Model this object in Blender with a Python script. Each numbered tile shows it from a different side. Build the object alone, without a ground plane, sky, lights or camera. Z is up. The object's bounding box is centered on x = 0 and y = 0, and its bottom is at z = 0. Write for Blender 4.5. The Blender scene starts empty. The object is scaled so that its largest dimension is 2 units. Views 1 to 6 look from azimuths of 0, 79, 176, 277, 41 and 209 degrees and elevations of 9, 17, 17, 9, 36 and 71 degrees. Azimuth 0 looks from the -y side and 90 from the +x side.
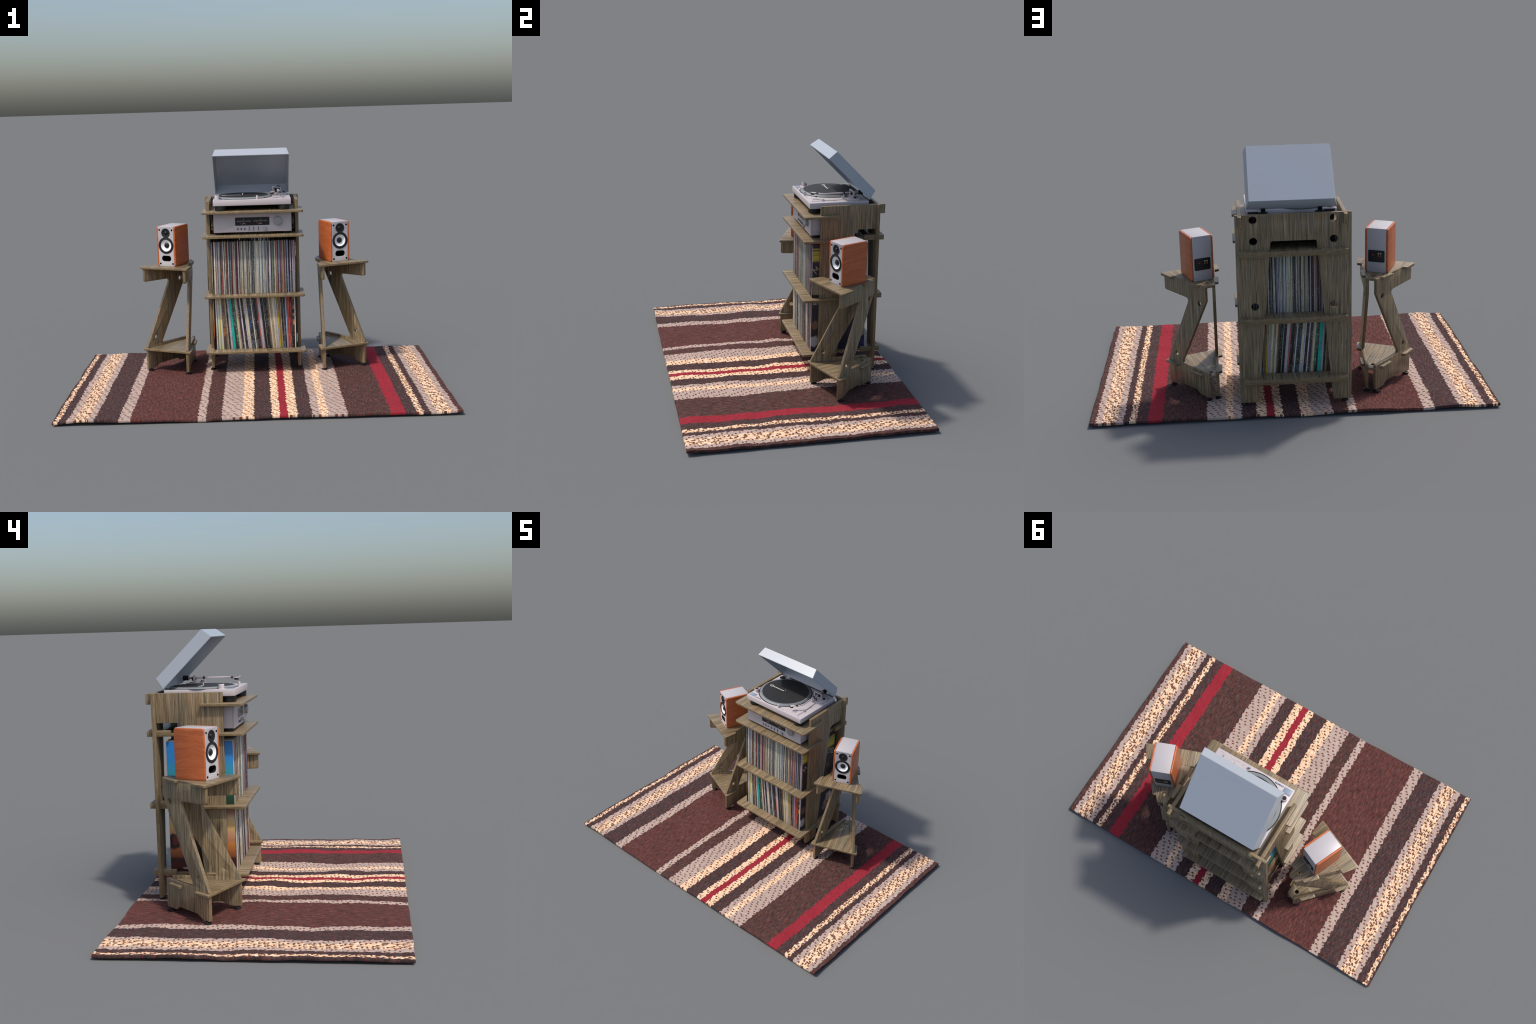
"""Hi-fi corner: striped knitted rug, slotted plywood record cabinet with turntable and
amplifier, two rows of LP records, and two bookshelf speakers on slotted plywood stands."""
import bpy, bmesh, math, random
from mathutils import Vector, Matrix, noise

rng = random.Random(7)

# --------------------------------------------------------------------------------------
# node helpers
# --------------------------------------------------------------------------------------
class Nodes:
    """Small wrapper that keeps material graphs readable."""
    def __init__(self, name):
        self.m = bpy.data.materials.new(name)
        self.m.use_nodes = True
        self.t = self.m.node_tree
        self.t.nodes.clear()
        self.out = self.n('ShaderNodeOutputMaterial')
        self.b = self.n('ShaderNodeBsdfPrincipled')
        self.l(self.b.outputs[0], self.out.inputs[0])

    def n(self, kind, **kw):
        nd = self.t.nodes.new(kind)
        for k, v in kw.items():
            setattr(nd, k, v)
        return nd

    def l(self, a, b):
        self.t.links.new(a, b)

    def put(self, sock, v):
        if hasattr(v, 'links') or isinstance(v, bpy.types.NodeSocket):
            self.l(v, sock)
        else:
            sock.default_value = v

    def set(self, **kw):
        for k, v in kw.items():
            self.put(self.b.inputs[k.replace('_', ' ')], v)

    def coord(self, which='Object'):
        return self.n('ShaderNodeTexCoord').outputs[which]

    def mapping(self, vec, scale=(1, 1, 1), loc=(0, 0, 0), rot=(0, 0, 0)):
        nd = self.n('ShaderNodeMapping')
        self.l(vec, nd.inputs['Vector'])
        self.put(nd.inputs['Scale'], scale)
        self.put(nd.inputs['Location'], loc)
        self.put(nd.inputs['Rotation'], rot)
        return nd.outputs[0]

    def noise(self, vec, scale=5, detail=2, rough=.5, distort=0.0):
        nd = self.n('ShaderNodeTexNoise')
        if vec is not None:
            self.l(vec, nd.inputs['Vector'])
        nd.inputs['Scale'].default_value = scale
        nd.inputs['Detail'].default_value = detail
        nd.inputs['Roughness'].default_value = rough
        nd.inputs['Distortion'].default_value = distort
        return nd.outputs['Fac']

    def voronoi(self, vec, scale=5, rand=1.0, out='Distance', feature='F1', metric='EUCLIDEAN'):
        nd = self.n('ShaderNodeTexVoronoi', feature=feature, distance=metric)
        self.l(vec, nd.inputs['Vector'])
        nd.inputs['Scale'].default_value = scale
        nd.inputs['Randomness'].default_value = rand
        return nd.outputs[out]

    def ramp(self, fac, stops, interp='LINEAR'):
        nd = self.n('ShaderNodeValToRGB')
        cr = nd.color_ramp
        cr.interpolation = interp
        while len(cr.elements) < len(stops):
            cr.elements.new(.5)
        for e, (p, c) in zip(cr.elements, stops):
            e.position = p
        for e, (p, c) in zip(cr.elements, stops):
            e.position = p
            e.color = c if len(c) == 4 else (*c, 1)
        self.l(fac, nd.inputs[0])
        return nd.outputs

    def math(self, op, a, b=0.0, c=0.0, clamp=False):
        nd = self.n('ShaderNodeMath', operation=op, use_clamp=clamp)
        for s, v in zip(nd.inputs, (a, b, c)):
            self.put(s, v)
        return nd.outputs[0]

    def mix(self, fac, a, b, blend='MIX'):
        nd = self.n('ShaderNodeMix', data_type='RGBA', blend_type=blend)
        self.put(nd.inputs[0], fac)
        for s, v in ((nd.inputs[6], a), (nd.inputs[7], b)):
            self.put(s, v if not isinstance(v, tuple) else (*v[:3], 1))
        return nd.outputs[2]

    def sep(self, vec):
        nd = self.n('ShaderNodeSeparateXYZ')
        self.l(vec, nd.inputs[0])
        return nd.outputs

    def comb(self, x=0.0, y=0.0, z=0.0):
        nd = self.n('ShaderNodeCombineXYZ')
        for s, v in zip(nd.inputs, (x, y, z)):
            self.put(s, v)
        return nd.outputs[0]

    def smooth(self, v, lo, hi):
        nd = self.n('ShaderNodeMapRange', interpolation_type='SMOOTHSTEP')
        self.put(nd.inputs[0], v)
        nd.inputs[1].default_value = min(lo, hi)
        nd.inputs[2].default_value = max(lo, hi)
        if lo > hi:
            nd.inputs[3].default_value, nd.inputs[4].default_value = 1.0, 0.0
        return nd.outputs[0]

    def bump(self, height, strength=.3, dist=.002):
        nd = self.n('ShaderNodeBump')
        nd.inputs['Strength'].default_value = strength
        nd.inputs['Distance'].default_value = dist
        self.l(height, nd.inputs['Height'])
        self.l(nd.outputs[0], self.b.inputs['Normal'])

    def rand(self):
        return self.n('ShaderNodeObjectInfo').outputs['Random']


def plain(name, col, rough=.5, metal=0.0, spec=.5, coat=0.0):
    k = Nodes(name)
    k.set(Base_Color=(*col, 1), Roughness=rough, Metallic=metal)
    k.b.inputs['Specular IOR Level'].default_value = spec
    k.b.inputs['Coat Weight'].default_value = coat
    return k.m


def srgb(r, g, b):
    f = lambda c: c / 12.92 if c <= .04045 else ((c + .055) / 1.055) ** 2.4
    return tuple(f(v / 255) for v in (r, g, b))

# --------------------------------------------------------------------------------------
# materials
# --------------------------------------------------------------------------------------
def make_plywood():
    """Grey-brown veneer, grain along local Y, thickness along local Z: edges show plies."""
    k = Nodes('weathered_oak_plywood')
    co = k.coord()
    shift = k.math('MULTIPLY', k.rand(), 7.0)
    co2 = k.n('ShaderNodeVectorMath', operation='ADD')
    k.l(co, co2.inputs[0]); k.l(k.comb(shift, shift, shift), co2.inputs[1])
    p = co2.outputs[0]
    wob = k.noise(k.mapping(p, (9, 2.2, 9)), 1, 2)
    bent = k.n('ShaderNodeVectorMath', operation='ADD')
    k.l(p, bent.inputs[0]); k.l(k.comb(k.math('MULTIPLY', wob, .02), 0.0, 0.0), bent.inputs[1])
    q = bent.outputs[0]
    fine = k.noise(k.mapping(q, (250, 5.5, 60)), 1, 3, .62)
    broad = k.noise(k.mapping(q, (70, 2.2, 20)), 1, 2, .5)
    hue = k.noise(k.mapping(q, (95, 3.0, 30)), 1, 2, .5)
    g = k.math('ADD', k.math('MULTIPLY', fine, .74), k.math('MULTIPLY', broad, .26))
    base = k.ramp(g, [(.34, srgb(76, 64, 47)), (.44, srgb(110, 95, 71)), (.53, srgb(139, 121, 92)),
                      (.66, srgb(172, 152, 118))])[0]
    base = k.mix(k.math('MULTIPLY', k.smooth(hue, .54, .68), .60), base, srgb(150, 118, 90), 'MIX')
    grey = k.math('MULTIPLY', k.smooth(hue, .47, .30), .6)
    base = k.mix(grey, base, srgb(116, 112, 100))
    pores = k.smooth(k.noise(k.mapping(q, (420, 16, 80)), 1, 1), .58, .70)
    base = k.mix(k.math('MULTIPLY', pores, .45), base, srgb(58, 46, 31))
    # ply layers on the cut edges
    nz = k.math('ABSOLUTE', k.sep(k.coord('Normal'))[2])
    edge = k.smooth(nz, .75, .55)
    z = k.sep(co)[2]
    lay = k.math('SINE', k.math('MULTIPLY', z, 1500.0))
    lay = k.math('ADD', k.math('MULTIPLY', lay, .22), k.noise(k.mapping(p, (30, 30, 420)), 1, 2))
    ec = k.ramp(lay, [(.28, srgb(86, 69, 46)), (.52, srgb(122, 102, 72)), (.74, srgb(148, 128, 93))])[0]
    base = k.mix(k.math('MULTIPLY', edge, .8), base, ec)
    k.set(Base_Color=base, Roughness=.40)
    k.b.inputs['Specular IOR Level'].default_value = .5
    k.bump(g, .12, .001)
    return k.m


def make_cherry():
    """Orange cherry veneer for the speaker cheeks: cathedral figure in the local Y-Z plane."""
    k = Nodes('cherry_veneer')
    p = k.coord()
    wv = k.noise(k.mapping(p, (3, 11, 5)), 1, 2)
    bent = k.n('ShaderNodeVectorMath', operation='ADD')
    k.l(p, bent.inputs[0]); k.l(k.comb(0.0, 0.0, k.math('MULTIPLY', wv, .05)), bent.inputs[1])
    q = bent.outputs[0]
    a = k.noise(k.mapping(q, (20, 5, 75)), 1, 3, .55)
    b = k.noise(k.mapping(q, (60, 25, 420)), 1, 2, .5)
    g = k.math('ADD', k.math('MULTIPLY', a, .6), k.math('MULTIPLY', b, .4))
    c = k.ramp(g, [(.28, srgb(160, 80, 42)), (.50, srgb(187, 98, 54)), (.72, srgb(206, 117, 64))])[0]
    k.set(Base_Color=c, Roughness=.38)
    return k.m


def make_rug(stripes, half):
    """Knitted stripes across X; the ramp's colour is the yarn, its alpha tells the knit class:
    0 plain dark, .3 red, .6 taupe with sparse gaps, 1 cream with dense gaps."""
    k = Nodes('knitted_stripes')
    p = k.coord()
    s = k.sep(p)
    add, sub, mul = (lambda a, b: k.math('ADD', a, b)), (lambda a, b: k.math('SUBTRACT', a, b)), (lambda a, b: k.math('MULTIPLY', a, b))
    # ragged stripe borders: stitches step in and out, and the whole stripe wanders
    saw = k.math('FRACT', add(add(mul(s[1], 27.0), mul(s[0], 13.0)), mul(k.noise(k.mapping(p, (4, 9, 1)), 1, 1), 2.2)))
    tri = k.math('MINIMUM', k.math('DIVIDE', saw, .68), k.math('DIVIDE', sub(1.0, saw), .32))
    rowj = mul(sub(tri, .5), .0075)
    scal = mul(sub(k.noise(k.mapping(p, (20, 75, 1)), 1, 1), .5), .007)
    wav = mul(sub(k.noise(k.mapping(p, (5, 11, 1)), 1, 2), .5), .014)
    xx = add(add(add(s[0], rowj), wav), scal)
    t = k.math('DIVIDE', add(xx, half), 2 * half)
    cols = {'D': (*srgb(72, 56, 55), 0.0), 'M': (*srgb(89, 57, 53), 0.0), 'B': (*srgb(79, 57, 53), 0.0),
            'R': (*srgb(150, 43, 55), .3), 'T': (*srgb(183, 161, 149), .6), 'C': (*srgb(240, 203, 163), 1.0)}
    stops, x = [], -half
    for code, right in stripes:
        stops.append(((x + half) / (2 * half), cols[code]))
        x = right
    ro = k.ramp(t, stops, 'CONSTANT')
    yarn, cls = ro[0], ro[1]

    def lattice(ou, ov, rx, ry, jitter, keep, soft):
        """Slanting lattice of stitch gaps: elliptical holes, jittered, some left out."""
        ax, ay, bx, by = -.0088, .0190, -.0240, -.0243
        det = ax * by - ay * bx
        u = add(add(mul(s[0], by / det), mul(s[1], -bx / det)), ou)
        v = add(add(mul(s[1], ax / det), mul(s[0], -ay / det)), ov)
        fu, fv = k.math('FLOOR', u), k.math('FLOOR', v)
        w = k.n('ShaderNodeTexWhiteNoise', noise_dimensions='2D')
        k.l(k.comb(fu, fv, 0.0), w.inputs['Vector'])
        c = k.sep(w.outputs['Color'])
        du = sub(sub(sub(u, fu), .5), mul(sub(c[0], .5), jitter))
        dv = sub(sub(sub(v, fv), .5), mul(sub(c[1], .5), jitter))
        dx = add(mul(du, ax), mul(dv, bx))
        dy = add(mul(du, ay), mul(dv, by))
        d = k.math('SQRT', add(k.math('POWER', k.math('DIVIDE', dx, rx), 2.0), k.math('POWER', k.math('DIVIDE', dy, ry), 2.0)))
        fray = mul(sub(k.noise(k.mapping(p, (330, 260, 1)), 1, 2), .5), .7)
        m = k.smooth(add(d, fray), 1 + soft, 1 - soft)
        return mul(m, k.math('LESS_THAN', c[2], keep))

    main = lattice(0.0, 0.0, .0070, .0042, .35, .97, .22)
    second = lattice(.47, .52, .0056, .0042, .6, .50, .25)
    third = lattice(.25, .06, .0036, .0085, .6, .75, .3)
    veins = k.smooth(k.noise(k.mapping(p, (105, 34, 1), rot=(0, 0, .25)), 1, 2, .5), .58, .61)
    is_c = k.math('GREATER_THAN', cls, .8)
    is_t = mul(k.math('GREATER_THAN', cls, .45), sub(1.0, is_c))
    is_r = mul(k.math('GREATER_THAN', cls, .2), k.math('LESS_THAN', cls, .45))
    dark = k.math('LESS_THAN', cls, .2)
    # the broad cream bands at both ends are braided more openly
    ends = k.math('GREATER_THAN', k.math('ABSOLUTE', s[0]), .75)
    gap_c = k.math('MAXIMUM', k.math('MAXIMUM', main, mul(second, add(.55, mul(ends, .45)))), k.math('MAXIMUM', mul(third, ends), mul(veins, mul(ends, .95))))
    gap = add(mul(gap_c, is_c), mul(main, is_t))
    # heathered streaks along the stripe
    st = k.noise(k.mapping(p, (125, 26, 1), rot=(0, 0, .12)), 1, 3, .62)
    st2 = k.noise(k.mapping(p, (60, 300, 1)), 1, 2, .6)
    mot = add(mul(st, .85), mul(st2, .15))
    gain = k.ramp(mot, [(.33, (.50,) * 3), (.48, (.90,) * 3), (.58, (1.25,) * 3), (.70, (2.1,) * 3)])[0]
    c_dark = k.mix(1.0, yarn, gain, 'MULTIPLY')
    fleck = k.math('MAXIMUM', lattice(.1, .3, .0036, .0030, .5, .85, .4), mul(lattice(.6, .8, .0036, .0030, .6, .6, .4), .8))
    c_dark = k.mix(mul(fleck, .60), c_dark, srgb(134, 54, 38))
    light_gain = k.ramp(mot, [(.34, (.80,) * 3), (.52, (1.0,) * 3), (.66, (1.10,) * 3)])[0]  # strand shading, light to dark, multiplied into the pale yarn colour
    c_lit = k.mix(1.0, yarn, light_gain, 'MULTIPLY')
    strand = k.smooth(k.noise(k.mapping(p, (210, 30, 1), rot=(0, 0, .2)), 1, 2), .44, .60)
    c_lit = k.mix(is_c, c_lit, k.mix(strand, srgb(245, 214, 183), srgb(226, 172, 128)))
    hole_tone = k.noise(k.mapping(p, (90, 90, 1)), 1, 1)
    gapcol = k.mix(k.smooth(hole_tone, .35, .65), srgb(64, 37, 35), srgb(100, 50, 42))
    gapcol = k.mix(mul(is_t, .6), gapcol, srgb(122, 62, 50))
    c_lit = k.mix(mul(gap, .93), c_lit, gapcol)
    c_lit = k.mix(mul(mul(fleck, is_r), .60), c_lit, srgb(104, 60, 34))
    col = k.mix(dark, c_lit, c_dark)
    k.set(Base_Color=col, Roughness=.95)
    k.b.inputs['Specular IOR Level'].default_value = .15
    h = sub(add(mul(mot, .8), mul(cls, .2)), mul(k.math('MAXIMUM', gap, mul(main, .5)), .7))
    k.bump(h, .6, .003)
    return k.m


def make_spine(name, col, mark, amount=.35, blotch=None):
    """Record sleeve: worn card with broken lettering-like marks up the spine."""
    k = Nodes(name)
    p = k.coord()
    r = k.rand()
    off = k.math('MULTIPLY', r, 31.0)
    sp = k.sep(p)
    line = k.comb(k.math('ADD', k.math('MULTIPLY', sp[0], 160.0), off), 0.0,
                  k.math('ADD', k.math('MULTIPLY', sp[2], 165.0), off))
    letters = k.smooth(k.noise(line, 1, 1), .54, .60)
    band = k.smooth(k.noise(k.comb(off, 0.0, k.math('ADD', k.math('MULTIPLY', sp[2], 13.0), off)), 1, 1),
                    .56 - .16 * amount, .62 - .16 * amount)
    m = k.math('MULTIPLY', k.math('MULTIPLY', letters, band), .55)
    worn = k.noise(k.comb(k.math('MULTIPLY', sp[0], 260.0), off, k.math('MULTIPLY', sp[2], 16.0)), 1, 3, .6)
    base = k.mix(1.0, (*col, 1), k.ramp(worn, [(.30, (.66,) * 3), (.50, (.98,) * 3), (.68, (1.16,) * 3)])[0], 'MULTIPLY')
    if blotch:
        bl = k.smooth(k.noise(k.comb(off, 0.0, k.math('ADD', k.math('MULTIPLY', sp[2], 24.0), off)), 1, 2), .48, .56)
        base = k.mix(k.math('MULTIPLY', bl, .85), base, blotch)
    base = k.mix(m, base, mark)
    k.set(Base_Color=base, Roughness=.48)
    return k.m


def make_sleeve_art(name, stops, zlo, zhi, streak=0.0, blobs=()):
    """Front of an outer sleeve: bands of colour up the height plus soft round figures.
    blobs: (y, z, ry, rz, colour, soft)"""
    k = Nodes(name)
    p = k.coord()
    s = k.sep(p)
    wob = k.math('MULTIPLY', k.math('SUBTRACT', k.noise(k.mapping(p, (1, 14, 20)), 1, 3), .5), streak)
    t = k.math('DIVIDE', k.math('SUBTRACT', k.math('ADD', s[2], wob), zlo), zhi - zlo)
    c = k.ramp(t, stops)[0]
    for (y, z, ry, rz, bc, soft) in blobs:
        dy = k.math('DIVIDE', k.math('SUBTRACT', s[1], y), ry)
        dz = k.math('DIVIDE', k.math('SUBTRACT', s[2], z), rz)
        d = k.math('SQRT', k.math('ADD', k.math('MULTIPLY', dy, dy), k.math('MULTIPLY', dz, dz)))
        d = k.math('ADD', d, k.math('MULTIPLY', k.math('SUBTRACT', k.noise(k.mapping(p, (1, 38, 38)), 1, 3), .5), .9))
        c = k.mix(k.smooth(d, 1 + soft, 1 - soft), c, bc)
    k.set(Base_Color=c, Roughness=.5)
    return k.m


def make_brushed(name, col, rough=.34):
    k = Nodes(name)
    p = k.coord()
    g = k.noise(k.mapping(p, (14, 260, 260)), 1, 2)
    k.set(Base_Color=k.mix(1.0, (*col, 1), k.ramp(g, [(.3, (.96,) * 3), (.7, (1.03,) * 3)])[0], 'MULTIPLY'),
          Roughness=rough)
    return k.m


PLY = make_plywood()
CHERRY = make_cherry()
BLACK = plain('black_rubber', (.010, .010, .011), .5, spec=.4)
SATIN_BLACK = plain('satin_black_plastic', (.012, .012, .013), .45, spec=.35)
DEEP = plain('dark_cavity', (.002, .002, .002), .9, spec=.0)
SILVER = make_brushed('satin_silver_paint', (.535, .475, .48))  # base colour lightened toward the sun-struck turntable top; shaded sides matched a darker one
AMP_SILVER = make_brushed('brushed_amplifier_aluminium', (.475, .43, .445))
SPEAKER_GREY = plain('pale_grey_lacquer', (.49, .455, .465), .38)
LID = plain('smoked_lid_plastic', (.385, .415, .455), .24, spec=.6)
CHROME = plain('polished_metal', (.55, .56, .58), .28, metal=.8)
ALU = plain('turned_aluminium', (.30, .315, .33), .42, metal=.45)
RING = plain('platter_rim_paint', (.20, .215, .22), .55, spec=.3)
STUD = plain('strobe_stud', (.40, .42, .43), .45, metal=.3)
CONE = plain('white_cone', (.95, .95, .95), .4)
MAT_FELT = plain('black_slipmat', (.024, .024, .025), .62, spec=.35)
PRINT_GREY = plain('grey_print', (.30, .30, .31), .5)
PRINT_DARK = plain('dark_print', (.07, .07, .085), .5)
PRINT_WHITE = plain('white_print', (.62, .62, .60), .5)
RED_LAMP = plain('red_window', (.72, .10, .15), .3)
RED = plain('red_terminal', (.50, .02, .02), .35)
ORANGE_RED = plain('copper_terminal', (.42, .10, .04), .3)
IVORY = plain('pale_terminal', (.50, .45, .34), .35)
BLUE_BTN = plain('blue_grey_button', (.26, .32, .41), .3)
WINDOW = plain('meter_glass', (.008, .008, .009), .18)

# --------------------------------------------------------------------------------------
# geometry helpers
# --------------------------------------------------------------------------------------
def obj(name, mesh, parent=None, mat=None, loc=(0, 0, 0), rot=(0, 0, 0)):
    o = bpy.data.objects.new(name, mesh)
    bpy.context.scene.collection.objects.link(o)
    if mat is not None and mesh is not None and not mesh.materials:
        mesh.materials.append(mat)
    o.location, o.rotation_euler = loc, rot
    if parent:
        o.parent = parent
    return o


def thing(name, label, category, loc=(0, 0, 0), rotz=0.0):
    o = bpy.data.objects.new(name, None)
    bpy.context.scene.collection.objects.link(o)
    o.empty_display_size = .05
    o.location, o.rotation_euler = loc, (0, 0, rotz)
    o['label'], o['category'] = label, category
    return o


def smooth_by_angle(me, ang=35):
    bm = bmesh.new(); bm.from_mesh(me)
    for f in bm.faces:
        f.smooth = True
    lim = math.radians(ang)
    for e in bm.edges:
        e.smooth = len(e.link_faces) == 2 and e.calc_face_angle(0) < lim
    bm.to_mesh(me); bm.free()
    return me


def fillet(pts, segs=5):
    """pts: (x, y[, radius]) closed outline -> outline with rounded corners."""
    out, n = [], len(pts)
    for i, p in enumerate(pts):
        r = p[2] if len(p) > 2 else 0
        c = Vector(p[:2])
        if r <= 0:
            out.append(c); continue
        a, b = Vector(pts[i - 1][:2]) - c, Vector(pts[(i + 1) % n][:2]) - c
        la, lb = a.length, b.length
        a.normalize(); b.normalize()
        ang = a.angle(b)
        t = min(r / math.tan(ang / 2), la * .49, lb * .49)
        rr = t * math.tan(ang / 2)
        bis = (a + b).normalized()
        ctr = c + bis * (rr / math.sin(ang / 2))
        s, e = c + a * t - ctr, c + b * t - ctr
        a0, a1 = math.atan2(s.y, s.x), math.atan2(e.y, e.x)
        d = (a1 - a0 + math.pi) % (2 * math.pi) - math.pi
        for j in range(segs + 1):
            th = a0 + d * j / segs
            out.append(ctr + rr * Vector((math.cos(th), math.sin(th))))
    return out


def circle(cx, cy, r, n=28):
    return [Vector((cx + r * math.cos(2 * math.pi * i / n), cy + r * math.sin(2 * math.pi * i / n))) for i in range(n)]


def board(name, outline, thick, holes=(), bevel=.0009):
    """Flat board cut to an outline in local XY with holes, thickness centred on local Z."""
    cu = bpy.data.curves.new(name, 'CURVE')
    cu.dimensions, cu.fill_mode = '2D', 'BOTH'
    cu.extrude, cu.bevel_depth, cu.bevel_resolution = thick / 2 - bevel, bevel, 1
    cu.offset = -bevel
    for ring in (outline, *holes):
        sp = cu.splines.new('POLY')
        sp.points.add(len(ring) - 1)
        for q, v in zip(sp.points, ring):
            q.co = (v[0], v[1], 0, 1)
        sp.use_cyclic_u = True
    o = bpy.data.objects.new(name, cu)
    bpy.context.scene.collection.objects.link(o)
    bpy.context.view_layer.update()
    me = bpy.data.meshes.new_from_object(o.evaluated_get(bpy.context.evaluated_depsgraph_get()))
    bpy.data.objects.remove(o)
    bpy.data.curves.remove(cu)
    me.name = name
    bm = bmesh.new(); bm.from_mesh(me)
    bmesh.ops.remove_doubles(bm, verts=bm.verts, dist=1e-6)
    bmesh.ops.recalc_face_normals(bm, faces=bm.faces)
    bm.to_mesh(me); bm.free()
    return smooth_by_angle(me, 50)


def box(name, size, bevel=.001, centre=(0, 0, 0), segs=2):
    bm = bmesh.new()
    bmesh.ops.create_cube(bm, size=1)
    for v in bm.verts:
        v.co = Vector(v.co[i] * size[i] + centre[i] for i in range(3))
    if bevel:
        bmesh.ops.bevel(bm, geom=bm.edges[:], offset=bevel, segments=segs, affect='EDGES', profile=.5)
    me = bpy.data.meshes.new(name)
    bm.to_mesh(me); bm.free()
    return smooth_by_angle(me)


def span(name, x, y, z, bevel=.001):
    """Box from ranges."""
    return box(name, (x[1] - x[0], y[1] - y[0], z[1] - z[0]), bevel,
               ((x[0] + x[1]) / 2, (y[0] + y[1]) / 2, (z[0] + z[1]) / 2))


def lathe(name, profile, n=40, ang=35):
    """Revolve (radius, height) about local Z."""
    bm = bmesh.new()
    rings = []
    for r, h in profile:
        if r < 1e-6:
            rings.append([bm.verts.new((0, 0, h))])
        else:
            rings.append([bm.verts.new((r * math.cos(2 * math.pi * i / n), r * math.sin(2 * math.pi * i / n), h)) for i in range(n)])
    for a, b in zip(rings, rings[1:]):
        if len(a) == 1 and len(b) == 1:
            continue
        for i in range(n):
            j = (i + 1) % n
            if len(a) == 1:
                bm.faces.new((a[0], b[j], b[i]))
            elif len(b) == 1:
                bm.faces.new((a[i], a[j], b[0]))
            else:
                bm.faces.new((a[i], a[j], b[j], b[i]))
    bmesh.ops.recalc_face_normals(bm, faces=bm.faces)
    me = bpy.data.meshes.new(name)
    bm.to_mesh(me); bm.free()
    return smooth_by_angle(me, ang)


def cyl(name, r, h, bevel=.001, n=32):
    return lathe(name, [(0, 0), (r - bevel, 0), (r, bevel), (r, h - bevel), (r - bevel, h), (0, h)], n)


def tube(name, pts, r, n=12, res=8):
    """Round rod along a smooth path."""
    cu = bpy.data.curves.new(name, 'CURVE')
    cu.dimensions, cu.bevel_depth, cu.bevel_resolution, cu.use_fill_caps = '3D', r, 4, True
    sp = cu.splines.new('BEZIER')
    sp.bezier_points.add(len(pts) - 1)
    for b, p in zip(sp.bezier_points, pts):
        b.co = p
        b.handle_left_type = b.handle_right_type = 'AUTO'
    sp.resolution_u = res
    o = bpy.data.objects.new(name, cu)
    bpy.context.scene.collection.objects.link(o)
    bpy.context.view_layer.update()
    me = bpy.data.meshes.new_from_object(o.evaluated_get(bpy.context.evaluated_depsgraph_get()))
    bpy.data.objects.remove(o); bpy.data.curves.remove(cu)
    me.name = name
    return smooth_by_angle(me, 60)


def lettering(name, text, size, depth=.0004, shear=0.0, space=1.0):
    cu = bpy.data.curves.new(name, 'FONT')
    cu.body, cu.size, cu.extrude, cu.shear, cu.space_character = text, size, depth, shear, space
    cu.align_x, cu.align_y = 'CENTER', 'CENTER'
    cu.resolution_u = 3
    o = bpy.data.objects.new(name, cu)
    bpy.context.scene.collection.objects.link(o)
    bpy.context.view_layer.update()
    me = bpy.data.meshes.new_from_object(o.evaluated_get(bpy.context.evaluated_depsgraph_get()))
    bpy.data.objects.remove(o); bpy.data.curves.remove(cu)
    me.name = name
    return me


def joined(name, parts):
    """Merge (mesh, matrix) pairs into one mesh."""
    bm = bmesh.new()
    for me, mx in parts:
        tmp = me.copy(); tmp.transform(mx)
        bm.from_mesh(tmp)
        bpy.data.meshes.remove(tmp)
    me = bpy.data.meshes.new(name)
    bm.to_mesh(me); bm.free()
    return me


T = Matrix.Translation
RX = lambda a: Matrix.Rotation(a, 4, 'X')
RY = lambda a: Matrix.Rotation(a, 4, 'Y')
RZ = lambda a: Matrix.Rotation(a, 4, 'Z')

# --------------------------------------------------------------------------------------
# rug
# --------------------------------------------------------------------------------------
RUG_X, RUG_Y = 1.0, .631
STRIPES = [('D', -.986), ('C', -.962), ('D', -.926), ('T', -.893), ('C', -.828), ('T', -.790), ('D', -.676),
           ('T', -.618), ('M', -.294), ('T', -.256), ('B', -.172), ('T', -.073), ('C', -.022), ('D', .070),
           ('C', .102), ('R', .143), ('C', .192), ('D', .263), ('T', .301), ('C', .341), ('T', .437),
           ('B', .648), ('R', .712), ('D', .770), ('C', .797), ('D', .830), ('T', .863), ('C', .930),
           ('T', .966), ('B', 1.0)]


def rug_wave(x, y):
    v = Vector((x * 4.6, y * 5.2, .3))
    a = noise.noise(v) * .0085 + noise.noise(v * 2.1 + Vector((5, 3, 1))) * .0048
    return .0074 + a


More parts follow.
